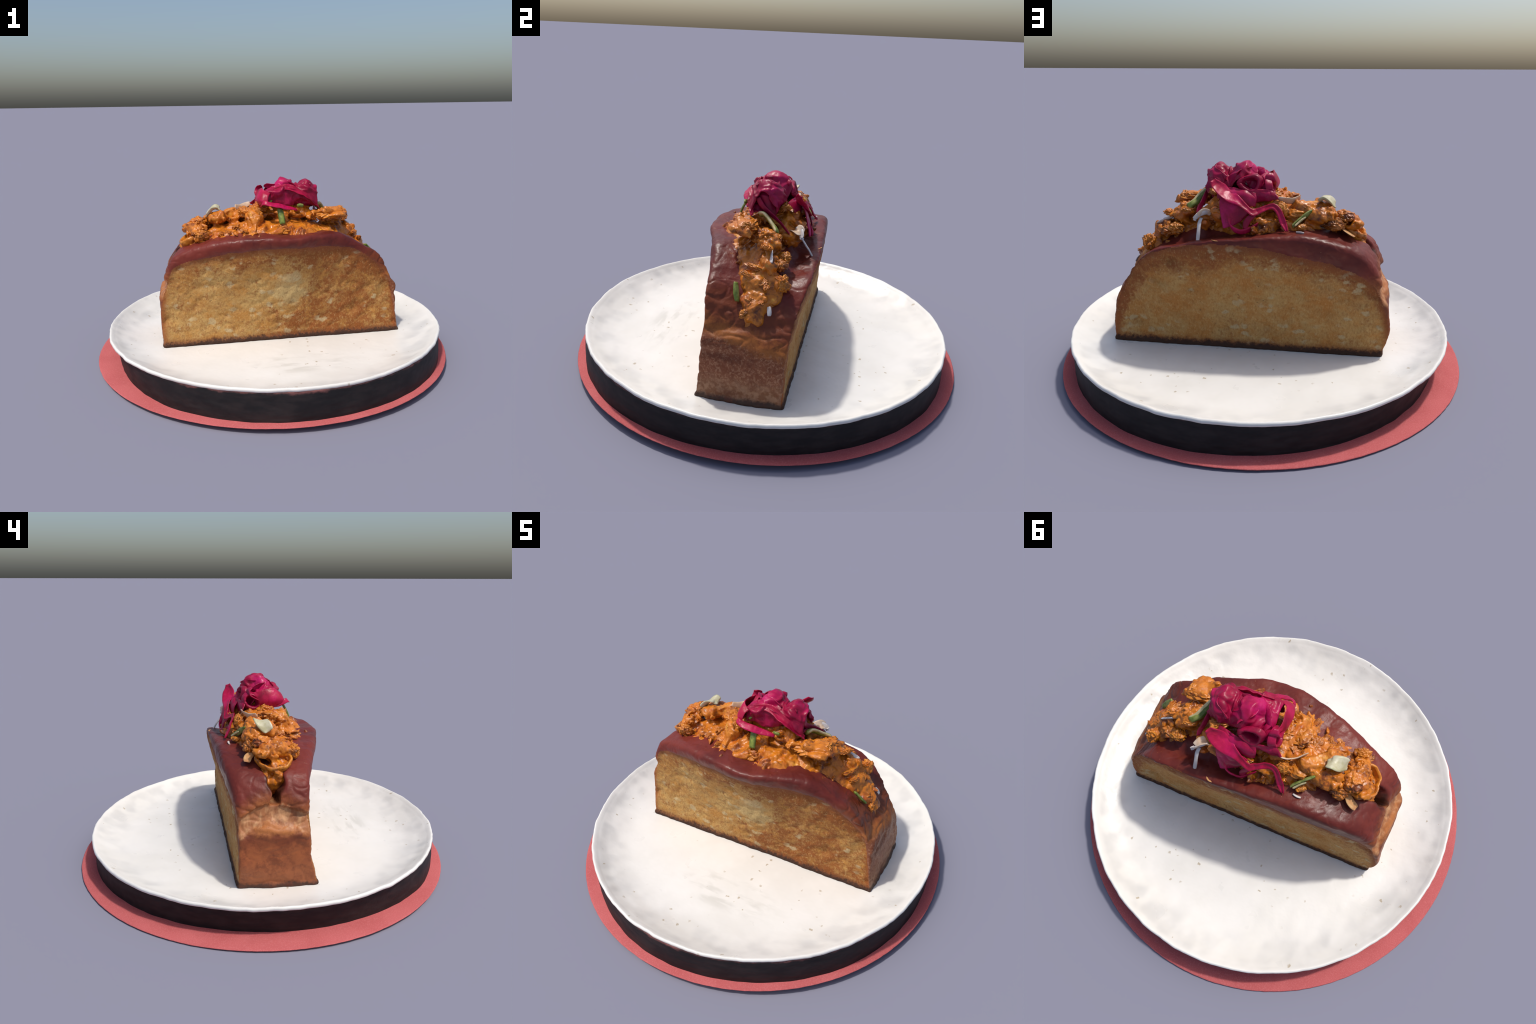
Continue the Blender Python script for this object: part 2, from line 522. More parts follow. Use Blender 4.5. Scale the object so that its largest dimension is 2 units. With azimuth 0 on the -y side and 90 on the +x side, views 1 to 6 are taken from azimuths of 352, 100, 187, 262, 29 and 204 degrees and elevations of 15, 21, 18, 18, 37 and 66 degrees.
def mat_glaze():
    n = NT('white_glaze')
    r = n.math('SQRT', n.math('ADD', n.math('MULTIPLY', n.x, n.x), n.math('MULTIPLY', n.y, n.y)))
    col = n.mix(n.ss(n.noise(4, 4, .6), .35, .7), (.80, .775, .725), (.75, .725, .67))
    # slope shading painted into the glaze: soft grey strokes towards the dish wall
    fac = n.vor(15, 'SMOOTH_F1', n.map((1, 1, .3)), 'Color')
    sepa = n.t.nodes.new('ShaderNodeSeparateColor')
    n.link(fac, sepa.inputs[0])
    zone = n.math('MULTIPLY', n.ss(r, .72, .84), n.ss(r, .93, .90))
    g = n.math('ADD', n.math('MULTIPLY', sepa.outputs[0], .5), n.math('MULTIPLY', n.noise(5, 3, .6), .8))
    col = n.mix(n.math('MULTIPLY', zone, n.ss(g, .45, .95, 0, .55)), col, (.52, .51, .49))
    # specks
    sp = n.vor(19, vec=n.warped(.03, 60, (1, 1, .1)))
    col = n.mix(n.math('MULTIPLY', n.ss(sp, .15, .09, 0, .7), n.ss(n.noise(6, 2), .50, .60)), col, (.38, .29, .17))
    # faint smear left by cutlery
    sc = n.noise(7, 3, .55, .3, n.map((1, 3.2, 1), rot=(0, 0, .25)))
    a = n.math('DIVIDE', n.math('SUBTRACT', n.x, .08), .30)
    b = n.math('DIVIDE', n.math('ADD', n.y, .52), .12)
    d = n.math('SQRT', n.math('ADD', n.math('MULTIPLY', a, a), n.math('MULTIPLY', b, b)))
    col = n.mix(n.math('MULTIPLY', n.ss(d, 1.2, .5), n.ss(sc, .44, .68, 0, .45)), col, (.52, .50, .44))
    n.bump(n.math('ADD', n.noise(12, 3, .5), n.math('MULTIPLY', n.noise(50, 3), .12)), .12, .02)
    return n.set(color=col, rough=n.ssl(n.noise(7, 3), .3, .7, .26, .42), spec=.5)


def mat_wall():
    n = NT('dark_clay')
    zt = n.math('ADD', n.math('SUBTRACT', n.z, n.math('MULTIPLY', n.x, .008)), n.math('MULTIPLY', n.y, .011))
    f = n.noise(9, 4, .6, 0, n.map((1, 1, 3)))
    col = n.mix(n.ss(f, .35, .7), (.010, .009, .010), (.023, .018, .018))
    e = n.math('ADD', zt, n.math('MULTIPLY', n.math('SUBTRACT', n.noise(12, 4, .65, 0, n.map((1, 1, 2))), .5), .05))
    col = n.mix(n.ss(e, .150, .168, 0, .8), col, (.23, .085, .078))
    n.bump(n.noise(30, 4), .25, .006)
    return n.set(color=col, rough=.6, spec=.3)


def mat_mat():
    n = NT('red_felt')
    col = n.mix(n.ss(n.noise(5, 3), .35, .7), (.47, .105, .105), (.52, .125, .125))
    col = n.mix(n.ss(n.noise(160, 3, .7), .45, .75, 0, .5), col, (.62, .21, .21))
    n.bump(n.noise(190, 3), .4, .004)
    return n.set(color=col, rough=.9, spec=.15)


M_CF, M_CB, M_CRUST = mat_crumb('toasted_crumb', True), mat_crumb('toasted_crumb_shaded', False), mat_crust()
M_FILL = mat_filling('orange_scramble')
M_FILL2 = mat_filling('orange_scramble_light', (.26, .065, .008), (.60, .205, .015), (.72, .36, .06))
M_CAB, M_CAB2 = mat_cabbage('red_cabbage'), mat_cabbage('red_cabbage_pink', 1.15)
M_GREEN = mat_plain('scallion_green', (.09, .13, .018), (.25, .30, .05), 26, .38, (.36, .38, .12))
M_CORE = mat_plain('scallion_core', (.50, .42, .20), (.62, .52, .30), 30, .5, (.42, .30, .13))
M_WHITE = mat_plain('onion_white', (.56, .50, .47), (.66, .62, .61), 24, .42, (.60, .52, .42))
M_IVORY = mat_plain('onion_ivory', (.46, .42, .24), (.56, .52, .37), 22, .4, (.36, .38, .14))
M_PEACH = mat_plain('onion_stained', (.62, .42, .26), (.68, .54, .42), 24, .45, (.50, .24, .08))
M_TAN = mat_plain('crumb_flake', (.52, .25, .09), (.60, .36, .16), 40, .7, (.40, .16, .06))
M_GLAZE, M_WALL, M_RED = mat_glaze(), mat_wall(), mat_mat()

TX, TY = .0105, -.0105          # the whole setting stands slightly tilted


def empty(name, label, category):
    o = bpy.data.objects.new(name, None)
    bpy.context.scene.collection.objects.link(o)
    o['label'], o['category'] = label, category
    return o


# ------------------------------------------------------------------ red mat
def lathe(profile, seg, wobble=None, closed=False):
    """profile: list of (r,z); returns verts, quads; wobble(theta,r,z)->(dr,dz)"""
    P = np.asarray(profile, float)
    th = np.linspace(0, 2 * np.pi, seg, endpoint=False)
    R, T = np.meshgrid(P[:, 0], th)
    Z = np.meshgrid(P[:, 1], th)[0].copy()
    R = R.copy()
    if wobble:
        dr, dz = wobble(T, R, Z)
        R, Z = R + dr, Z + dz
    V = np.stack([R * np.cos(T), R * np.sin(T), Z], -1).reshape(-1, 3)
    m = len(P)
    i, j = np.meshgrid(np.arange(seg), np.arange(m - 1), indexing='ij')
    a = i * m + j
    b = ((i + 1) % seg) * m + j
    return V, np.stack([a, b, b + 1, a + 1], -1).reshape(-1, 4)


def tilt(V, cx=0, cy=0, k=1.):
    V[:, 2] += k * (TX * V[:, 0] + TY * V[:, 1])
    V[:, 0] += cx
    V[:, 1] += cy
    return V


def circ_noise(T, f, seed, r=1.0):
    P = np.stack([np.cos(T) * f, np.sin(T) * f, r * np.ones_like(T)], -1).reshape(-1, 3)
    return gnoise(P, seed).reshape(T.shape)


V, F = lathe([(0.0, .0145), (.55, .0145), (.8, .0145), (.93, .0145), (.992, .0145), (.9985, .0155), (1.0, .0175), (.9985, .0195), (.993, .0205), (.93, .0205), (.8, .0205), (.4, .0205), (.0, .0205)], 360,
             lambda T, R, Z: (np.where(R > .9, .0016 * circ_noise(T, 40, 3), 0), np.where(R > .9, .0012 * circ_noise(T, 5, 4), 0)))
V = tilt(V)
V[:, 2] -= V[:, 2].min()
MAT_TOP = .0205
mat_obj = add('round_felt_mat', make_mesh('round_felt_mat', V, F), M_RED)
mat_obj['label'], mat_obj['category'] = 'thin round coral red felt mat under the plate', 'place mat'

# ------------------------------------------------------------------ plate
plate = empty('plate', 'handmade white glazed plate with straight dark clay side', 'plate')


def plate_wobble(T, R, Z):
    f = sstep(.62, .9, R)
    P = np.stack([R * np.cos(T), R * np.sin(T), Z * .5], -1).reshape(-1, 3)
    n = fbm(P, 4.5, 3, 21).reshape(T.shape)
    n2 = fbm(P, 13, 2, 25).reshape(T.shape)
    rim = sstep(.90, .93, R)
    dz = f * (.0045 * n * (1 - rim * .4)) + .0013 * n2 * f + (1 - f) * .0012 * n
    dr = rim * (.0045 * circ_noise(T, 7, 31) + .0022 * circ_noise(T, 26, 32))
    return dr, dz


FLOOR, RIM, RR = .0975, .176, .9425
top = spline([(0, FLOOR), (.3, FLOOR), (.55, FLOOR), (.70, FLOOR + .002), (.79, FLOOR + .013), (.86, FLOOR + .036), (.905, FLOOR + .061), (.921, FLOOR + .0715)], 90)
lip = spline([(.921, FLOOR + .0715), (.929, RIM - .002), (.936, RIM), (.9415, RIM - .004), (.943, RIM - .010), (.9405, RIM - .017), (.936, RIM - .0195)], 22)[1:]
V, F = lathe(np.vstack([top, lip]), 420, plate_wobble)
q = sstep(.6, .94, np.hypot(V[:, 0], V[:, 1]))
V[:, 2] += q * (-.004 * V[:, 1] - .003 * V[:, 0])
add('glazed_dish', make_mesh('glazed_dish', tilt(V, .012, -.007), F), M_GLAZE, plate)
wall = spline([(.0, RIM - .017), (.2, RIM - .021), (.3, RIM - .03), (.5, .11), (.8, .06), (.95, .03), (1, .0185)], 40)     # 0..1 from lip to foot
wall = np.vstack([wall, [(1.02, .0175), (1.5, .0175), (2., .0175)]])
th = np.linspace(0, 2 * np.pi, 360, endpoint=False)
# foot radius round the clock (the side is a bit out of true)
foot_r = np.interp(np.degrees(th) % 360, [0, 20, 45, 60, 80, 97, 115, 135, 155, 172, 188, 200, 215, 229, 243, 262, 280, 300, 317, 340, 360],
                   [.946, .942, .942, .944, .936, .921, .907, .888, .870, .866, .876, .886, .908, .932, .944, .956, .958, .960, .964, .957, .946])
lip_r = .934 + .012 * np.cos(th) - .007 * np.sin(th) + .004 * np.maximum(-np.sin(th), 0) - .018 * np.exp(-((np.degrees(th) - 135) / 34) ** 2)
k = np.clip(wall[:, 0], 0, 1)[None, :] ** .7
R_ = lip_r[:, None] * (1 - k) + foot_r[:, None] * k
R_ = R_ * np.where(wall[:, 0] > 1, (2 - wall[:, 0]) * .98, 1)[None, :]
T_ = th[:, None] + 0 * R_
Z_ = wall[:, 1][None, :] + 0 * R_
R_ = R_ + np.where(wall[:, 0] <= 1, 1, 0)[None, :] * (.0025 * circ_noise(T_, 9, 41) + .0015 * gnoise(np.stack([np.cos(T_) * 20, np.sin(T_) * 20, Z_ * 60], -1).reshape(-1, 3), 42).reshape(T_.shape))
V = np.stack([R_ * np.cos(T_), R_ * np.sin(T_), Z_], -1).reshape(-1, 3)
q = sstep(.06, .16, V[:, 2])
V[:, 2] += q * (-.004 * V[:, 1] - .003 * V[:, 0])
V = tilt(V)
_, F = lathe(np.zeros((len(wall), 2)), 360)
add('clay_side', make_mesh('clay_side', V, F[:, ::-1]), M_WALL, plate)

# ------------------------------------------------------------------ bread body
bread = empty('stuffed_bread_slice', 'toasted bread slice topped with orange scramble, cabbage and scallion', 'food')
bread.location = (.05, .01, .10)
bpy.context.view_layer.update()
OFF = np.array(bread.location)


def part(name, V, F, mat, parent=None, kind=None, mesh=None):
    """a child whose own coordinates are world coordinates (origin kept at 0)"""
    me = mesh or make_mesh(name, V, F)
    o = add(name, me, mat, None, kind)
    o.parent = parent or bread
    if parent is None or parent is bread:
        o.location = -OFF
    return o


ARCH_F = [(-.625, .085), (-.632, .18), (-.636, .28), (-.634, .39), (-.610, .47), (-.594, .53), (-.555, .59), (-.45, .643), (-.33, .682), (-.2, .704), (-.05, .715), (.05, .708), (.2, .714),
          (.35, .702), (.47, .650), (.58, .585), (.645, .492), (.668, .447), (.692, .40), (.704, .335), (.700, .23), (.715, .15), (.722, .10)]
ARCH_M = [(-.622, .085), (-.634, .18), (-.638, .28), (-.636, .37), (-.612, .43), (-.602, .46), (-.580, .53), (-.548, .585), (-.47, .645), (-.3, .695), (-.1, .715), (.1, .715), (.25, .705),
          (.38, .665), (.51, .594), (.61, .495), (.652, .440), (.685, .39), (.708, .34), (.714, .25), (.722, .16), (.725, .10)]
ARCH_B = [(-.604, .085), (-.634, .18), (-.634, .28), (-.622, .36), (-.602, .405), (-.592, .45), (-.572, .515), (-.52, .592), (-.4, .652), (-.25, .688), (-.1, .690), (.05, .675), (.2, .662),
          (.35, .632), (.50, .592), (.600, .500), (.658, .402), (.705, .314), (.724, .22), (.722, .15), (.722, .10)]


def bread_field(h=.0052):
    lo, hi = np.array([-.70, -.34, .05]), np.array([.78, .34, .76])
    xs, ys, zs = grid_axes(lo, hi, h)
    X2, Z2 = np.meshgrid(xs, zs, indexing='ij')
    A = [poly_sdf(np.vstack([spline(a, 110)]), X2, Z2) for a in (ARCH_F, ARCH_M, ARCH_B)]
    X, Z = X2[:, None, :], Z2[:, None, :]
    Y = ys[None, :, None]
    tf, tb = sstep(-.20, -.02, Y), sstep(.04, .20, Y)
    D = (A[0][:, None, :] * (1 - tf) + A[1][:, None, :] * tf) * (1 - tb) + A[2][:, None, :] * tb
    h_ = np.clip((Z - .1) / .57, 0, 1.12)
    bf = lerp_table(X, [-.66, -.58, -.5, -.4, -.3, -.2, -.05, .05, .12, .2, .3, .4, .5, .6, .7], [-.068, -.066, -.040, -.002, .040, .072, .106, .114, .108, .082, .050, .024, .004, -.022, -.045])
    bb = lerp_table(X, [-.65, -.55, -.4, -.2, .1, .3, .45, .6, .7], [-.02, .010, .042, .060, .074, .078, .068, .046, .02])
    zc = lerp_table(X, *CRUMB_F)
    lipf = .009 * sstep(-.03, .02, Z - zc) - .002 * np.exp(-((Z - zc + .03) / .03) ** 2)
    yf = -(.176 + .006 * sstep(.1, .5, X) + np.where(bf > 0, bf * h_ ** 1.65, bf * h_ ** 1.8) + lipf * sstep(-.62, -.5, X) - (.020 * sstep(.1, -.25, X) + .011 * sstep(.05, .25, X)) * np.sin(np.pi * np.clip((Z - .1) / .45, 0, 1)))
    zb = lerp_table(X, *CRUMB_B)
    lipb = .004 * sstep(-.02, .03, Z - zb) * sstep(.05, -.1, X) * sstep(-.58, -.45, X)
    yb = .203 + bb * (.30 * h_ + .70 * sstep(.36, .92, h_)) + lipb
    # ends and folds
    D = D + .012 * np.exp(-((Y - .165) / .045) ** 2) * sstep(.08, .2, X) * sstep(.60, .45, X) * (Z > .4)      # trough behind the raised back edge
    ly = lerp_table(Y, [-.3, -.2, -.13, -.06, .0, .06, .12, .2, .3], [.46, .455, .455, .475, .49, .50, .48, .435, .43]) + TX * -.6
    left = sstep(-.45, -.55, X)
    D = D + left * (.016 * sstep(.012, -.004, Z - ly) * sstep(-.10, -.05, Z - ly) - .005 * np.exp(-((Z - ly - .035) / .03) ** 2))
    ry = .435 + .12 * Y
    D = D + sstep(.48, .58, X) * (.010 * np.exp(-((Z - ry) / .015) ** 2))
    rr_ = sstep(.50, .60, X)
    D = D - rr_ * (.009 * np.exp(-((Z - .40 - .10 * Y) / .035) ** 2 - ((Y + .10) / .09) ** 2) + .006 * np.exp(-((Z - .385) / .04) ** 2 - ((Y - .12) / .06) ** 2) - .010 * np.exp(-((Z - .33) / .02) ** 2) * (Y < .02))
    D = D + sstep(.66, .69, X) * .006 * np.exp(-((Y - .15 + .06 * (Z - .2)) / .008) ** 2) * (Z < .30)
    # split in the top of the left end, running down to the tear
    w = .012 + .036 * sstep(.49, .64, Z) + .006 * np.sin(Z * 90)
    yc = .022 + .012 * np.sin(Z * 30)
    slot = np.maximum(np.maximum(np.abs(Y - yc) - w, X + .455), .492 - Z) + 0 * D
    D = smax(D, -slot.astype(np.float32), .010)
    w = .006 + .02 * sstep(.45, .56, Z)
    slot = np.maximum(np.maximum(np.abs(Y - .035 - .02 * np.sin(Z * 40)) - w, .52 - X), .435 - Z) + 0 * D
    D = smax(D, -slot.astype(np.float32), .008)
    kf = .010 + .030 * sstep(.50, .70, Z) * sstep(-.66, -.4, X) + .018 * sstep(-.50, -.58, X) * sstep(.11, .2, Z)
    D = smax(D, (yf - Y).astype(np.float32), kf.astype(np.float32))
    kb = .010 + .030 * sstep(.45, .62, Z) * sstep(.05, -.2, X) + .006 * sstep(.45, .6, Z) + .025 * sstep(-.44, -.56, X) * sstep(.30, .50, Z)
    D = smax(D, (Y - yb).astype(np.float32), kb.astype(np.float32))
    floor = (.096 + TX * X + TY * Y) - Z
    D = smax(D, (floor + 0 * D).astype(np.float32), .006)
    return surface_net(D.astype(np.float32), lo, h)


BV, BQ = bread_field()
BV = vsmooth(BV, BQ, 7, .5)
N = vert_normals(BV, BQ)
xb, yb_, zb_ = BV.T
zcf = np.interp(xb, *CRUMB_F)
zcb = np.interp(xb, *CRUMB_B)
wob = .006 * fbm(BV, 14, 3, 51)
is_f = (N[:, 1] < -.55) & (yb_ < -.1) & (zb_ < zcf + wob)
is_b = (N[:, 1] > .55) & (yb_ > .1) & (zb_ < zcb + wob)
cr = vsmooth(np.repeat((is_f | is_b).astype(float)[:, None], 3, 1), BQ, 6)[:, 0]      # soft crumb mask
disp = (1 - cr) * (.0075 * fbm(BV, 7, 2, 61) + .0012 * fbm(BV, 34, 3, 62) - .0015 * np.maximum(ridged(BV + .03 * fbm(BV, 10, 2, 64)[:, None], 12, 63) - .72, 0) / .28 * sstep(.35, .5, zb_))
disp -= (1 - cr) * (.0022 + .0022 * sstep(.33, .42, zb_)) * sstep(.50, .58, np.abs(xb)) * np.maximum(ridged(BV * np.array([1, 1, 1.6]) + .04 * fbm(BV, 9, 2, 66)[:, None], 11, 67) - .55, 0) / .45
disp += cr * (.0035 * fbm(BV, 9, 3, 71) + .0014 * fbm(BV, 60, 2, 72))
# open cells of the crumb: shallow round pits
for side, m in ((-1, is_f), (1, is_b)):
    ids = np.flatnonzero(m & (zb_ > .15))
    P = BV[ids]
    for c in RNG.choice(len(ids), 230, replace=False):
        r = RNG.gamma(2.2, .0045) + .004
        a = RNG.normal(.5, .35)
        d = P - P[c]
        u = (d[:, 0] * math.cos(a) + d[:, 2] * math.sin(a)) / (1.7 * r)
        v = (-d[:, 0] * math.sin(a) + d[:, 2] * math.cos(a)) / r
        q = u * u + v * v
        k = q < 4
        disp[ids[k]] -= .32 * r * np.exp(-q[k] * 1.4)
# the scorched bottom crust sticks out as a thin sole
foot = zb_ - TX * xb - TY * yb_
disp += .011 * sstep(.126, .106, foot) * (np.abs(N[:, 2]) < .8) * (.9 + .25 * fbm(BV, 18, 2, 73))
BV = BV + N * disp[:, None]
BV[:, 2] = np.maximum(BV[:, 2], .096 + TX * BV[:, 0] + TY * BV[:, 1])
N = vert_normals(BV, BQ)


def split(V, Q, Nv, label, parts):
    for k, (name, mat) in parts.items():
        q = Q[label == k]
        used = np.unique(q)
        re = np.full(len(V), -1)
        re[used] = np.arange(len(used))
        o = part(name, V[used], re[q], mat)
        o.data.normals_split_custom_set_from_vertices(Nv[used].tolist())


fl = np.zeros(len(BQ), int)
fl[is_f[BQ].sum(1) >= 2] = 1
fl[is_b[BQ].sum(1) >= 2] = 2
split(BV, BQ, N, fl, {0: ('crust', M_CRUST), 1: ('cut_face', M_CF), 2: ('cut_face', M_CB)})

# ------------------------------------------------------------------ filling
def ell(X, Y, Z, c, r):
    q = np.sqrt(((X - c[0]) / r[0]) ** 2 + ((Y - c[1]) / r[1]) ** 2 + ((Z - c[2]) / r[2]) ** 2)
    return (q - 1) * min(r)


def filling_field(h=.0045):
    lo, hi = np.array([-.64, -.26, .40]), np.array([.70, .28, .92])
    xs, ys, zs = grid_axes(lo, hi, h)
    X, Y, Z = xs[:, None, None], ys[None, :, None], zs[None, None, :]
    st = [-.52, -.50, -.49, -.45, -.40, -.33, -.25, -.18, -.10, .0, .1, .2, .28, .34, .40, .45, .50, .55, .60, .65]
    y0 = [-.01, -.03, -.06, -.10, -.13, -.13, -.145, -.185, -.21, -.22, -.215, -.205, -.19, -.165, -.13, -.09, -.06, -.04, -.03, .0]
    y1 = [.05, .07, .09, .10, .11, .13, .16, .18, .19, .19, .18, .155, .125, .11, .135, .155, .165, .155, .11, .07]
    zt = [.635, .645, .65, .665, .69, .72, .74, .75, .76, .77, .77, .755, .735, .725, .71, .685, .655, .615, .555, .48]
    zb = [.61, .60, .59, .58, .60, .62, .65, .665, .68, .685, .685, .675, .65, .60, .57, .55, .52, .48, .44, .40]
    a, b, t, u = [np.interp(xs, st, q).astype(np.float32)[:, None, None] for q in (y0, y1, zt, zb)]
    yc, ry, zc, rz = (a + b) / 2, (b - a) / 2, u, t - u
    q = np.sqrt(((Y - yc) / ry) ** 2 + (np.abs(Z - zc) / rz) ** 2.4)
    D = (q - 1) * np.minimum(ry, rz)
    D = np.maximum(D, np.maximum(-.51 - X, X - .65))
    blobs = [((-.30, .02, .78), (.07, .06, .04)), ((-.41, -.01, .715), (.06, .06, .045)), ((-.10, -.07, .775), (.055, .06, .06)), ((-.20, .06, .78), (.07, .07, .04)),
             ((-.07, .03, .80), (.08, .08, .045)), ((.10, .04, .80), (.14, .12, .05)), ((.34, -.075, .785), (.085, .06, .038)), ((.38, -.05, .795), (.04, .04, .028)), ((.27, -.09, .78), (.06, .05, .035)),
             ((.37, .05, .73), (.07, .07, .055)), ((.46, .08, .67), (.06, .05, .035)), ((.26, .12, .73), (.05, .05, .045)), ((.15, .13, .76), (.07, .06, .05)), ((-.41, -.09, .685), (.03, .035, .03)),
             ((-.30, .10, .75), (.07, .05, .04)), ((-.44, .06, .71), (.06, .05, .04)), ((.52, .12, .61), (.04, .04, .035))]
    D = D.astype(np.float32)
    for c, r in blobs:
        D = smin(D, ell(X, Y, Z, c, r).astype(np.float32), .022)
    # hollow under the overhanging peak
    D = smax(D, -ell(X, Y, Z, (.385, -.108, .742), (.075, .055, .030)).astype(np.float32), .012)
    D = smax(D, -ell(X, Y, Z, (-.33, -.115, .745), (.06, .045, .035)).astype(np.float32), .015)
    D = smax(D, -ell(X, Y, Z, (-.03, -.17, .76), (.035, .04, .04)).astype(np.float32), .015)
    near = np.abs(D) < .05
    I = np.argwhere(near)
    P = (lo + h * I).astype(np.float32)
    warp = np.stack([fbm(P, 7, 2, s) for s in (81, 84, 87)], 1) * .034
    W = P + warp
    nz = .012 * gnoise(W * 12, 91) + .013 * (np.abs(gnoise(W * 16, 92)) * 2 - .62) + .0065 * (np.abs(gnoise(W * 34, 93)) * 2 - .62) - .030 * sstep(.30, .62, gnoise(W * 13, 98))
    D[near] -= nz
    return surface_net(D, lo, h)


FV, FQ = filling_field()
def largest_piece(V, Q):
    """drop the loose crumbs that the noise cut free"""
    lab = np.arange(len(V))
    while True:
        m = lab[Q].min(1)
        new = lab.copy()
        for k in range(4):
            np.minimum.at(new, Q[:, k], m)
        new = new[new]
        if (new == lab).all():
            break
        lab = new
    keep = lab == np.bincount(lab).argmax()
    re = np.cumsum(keep) - 1
    return V[keep], re[Q[keep[Q[:, 0]]]]


FV, FQ = largest_piece(FV, FQ)
FV = vsmooth(FV, FQ, 2, .5)
FN = vert_normals(FV, FQ)
W = FV + .012 * np.stack([gnoise(FV * 25, s) for s in (1, 2, 3)], 1)
FV = FV + FN * (.0016 * (np.abs(gnoise(W * 75, 94)) * 2 - .5))[:, None]
filling = part('scramble_filling', FV, FQ, M_FILL)


def icosphere(sub):
    import bmesh
    bm = bmesh.new()
    bmesh.ops.create_icosphere(bm, subdivisions=sub, radius=1)
    V = np.array([v.co for v in bm.verts])
    F = np.array([[v.index for v in f.verts] for f in bm.faces])
    bm.free()
    return V, F


ICO_V, ICO_F = icosphere(5)


def curd_mesh(seed):
    P = ICO_V + 7.3 * seed
    w = ICO_V + .7 * np.stack([gnoise(P * 1.1, 100 + k) for k in range(3)], 1)
    w2 = w + 7.3 * seed
    r = 1 + .30 * gnoise(w2 * 1.3, 110) + .24 * (np.abs(gnoise(w2 * 1.8, 111)) * 2 - .5) + .10 * (np.abs(gnoise(w2 * 3.6, 112)) * 2 - .5)
    return make_mesh('scramble_curd', ICO_V * r[:, None], ICO_F)


CURDS = []
LIGHT, DARK = ((.26, .065, .008), (.60, .205, .015), (.72, .36, .06)), ((.14, .04, .008), (.47, .15, .014), (.56, .24, .04))
for mi, mm in enumerate((mat_filling('curd_orange', size=.034), mat_filling('curd_light', *LIGHT, size=.034), mat_filling('curd_dark', *DARK, size=.034))):
    for k in range(4):
        me = curd_mesh(mi * 4 + k)
        me.materials.append(mm)
        CURDS.append(me)


def curd(pos, size, rot=None, k=None):
    me = CURDS[k if k is not None else random.randrange(len(CURDS))]
    o = bpy.data.objects.new('curd', me)
    bpy.context.scene.collection.objects.link(o)
    o.parent = filling
    o.location = pos
    o.scale = size
    o.rotation_euler = rot or [random.uniform(0, 6.28) for _ in range(3)]
    return o


# curds that stand out by themselves: place, half sizes, turn
for pos, size, rot, k in [
    ((.330, -.065, .788), (.090, .050, .028), (.25, -.06, .35), 4), ((.385, -.045, .804), (.034, .034, .022), (0, -.3, 0), 5), ((-.098, -.075, .775), (.045, .040, .062), (.3, .1, 0), 6),
    ((-.400, -.02, .715), (.036, .042, .030), (0, 0, 0), 1), ((-.395, -.095, .700), (.036, .028, .028), (.3, 0, 0), 7), ((.534, .150, .607), (.030, .028, .040), (0, .2, .3), 5),
    ((.36, .03, .755), (.048, .045, .036), (0, 0, .4), 0), ((.045, -.165, .722), (.040, .026, .026), (0, 0, .3), 6), ((.10, .14, .77), (.05, .03, .03), (0, .2, 0), 5),
    ((.20, .085, .855), (.045, .03, .022), (.2, 0, .5), 5), ((-.155, .105, .755), (.07, .04, .03), (0, .1, -.3), 4), ((-.115, .14, .785), (.030, .022, .034), (.2, .2, .5), 7),
    ((-.06, -.01, .83), (.045, .045, .028), (0, 0, 0), 6), ((-.135, -.015, .805), (.05, .05, .030), (0, .3, 0), 4), ((.235, .115, .730), (.05, .035, .036), (0, 0, 0), 3),
    ((-.40, .06, .745), (.05, .045, .032), (0, 0, 1), 2), ((-.36, .115, .715), (.045, .03, .03), (0, 0, 0), 8), ((-.21, .165, .715), (.022, .016, .012), (0, 0, .8), 7),
    ((.45, .12, .660), (.035, .03, .026), (0, 0, 0), 9), ((.40, .13, .680), (.035, .028, .026), (0, 0, 0), 4), ((.53, .06, .60), (.03, .035, .024), (0, .4, 0), 10),
    ((.585, .02, .53), (.03, .03, .022), (0, .6, 0), 8), ((.615, .0, .482), (.022, .026, .018), (0, .6, 0), 5)]:
    curd(pos, size, rot, k)
# smaller crumbs of it all over the heap
top_ids = np.flatnonzero((FN[:, 2] > .05) & (FV[:, 2] > .5))
pick = []
for i in RNG.permutation(top_ids)[:4000]:
    if all(np.linalg.norm(FV[i] - FV[j]) > .036 for j in pick):
        pick.append(i)
for i in pick[:60]:
    s = RNG.uniform(.010, .024)
    curd(FV[i] - FN[i] * s * .25, (s * RNG.uniform(1.0, 2.2), s * RNG.uniform(.7, 1.2), s * RNG.uniform(.4, .8)), (RNG.uniform(-.5, .5), RNG.uniform(-.5, .5), RNG.uniform(0, 6.28)))


# ------------------------------------------------------------------ sheets and bands
def surf_grid(C, nu, nv):
    """smooth surface through a grid of control points (rows x cols x 3)"""
    C = np.asarray(C, float)
    A = np.stack([spline(C[:, j], nu) for j in range(C.shape[1])], 1)
    return np.stack([spline(A[i], nv) for i in range(nu)], 0)


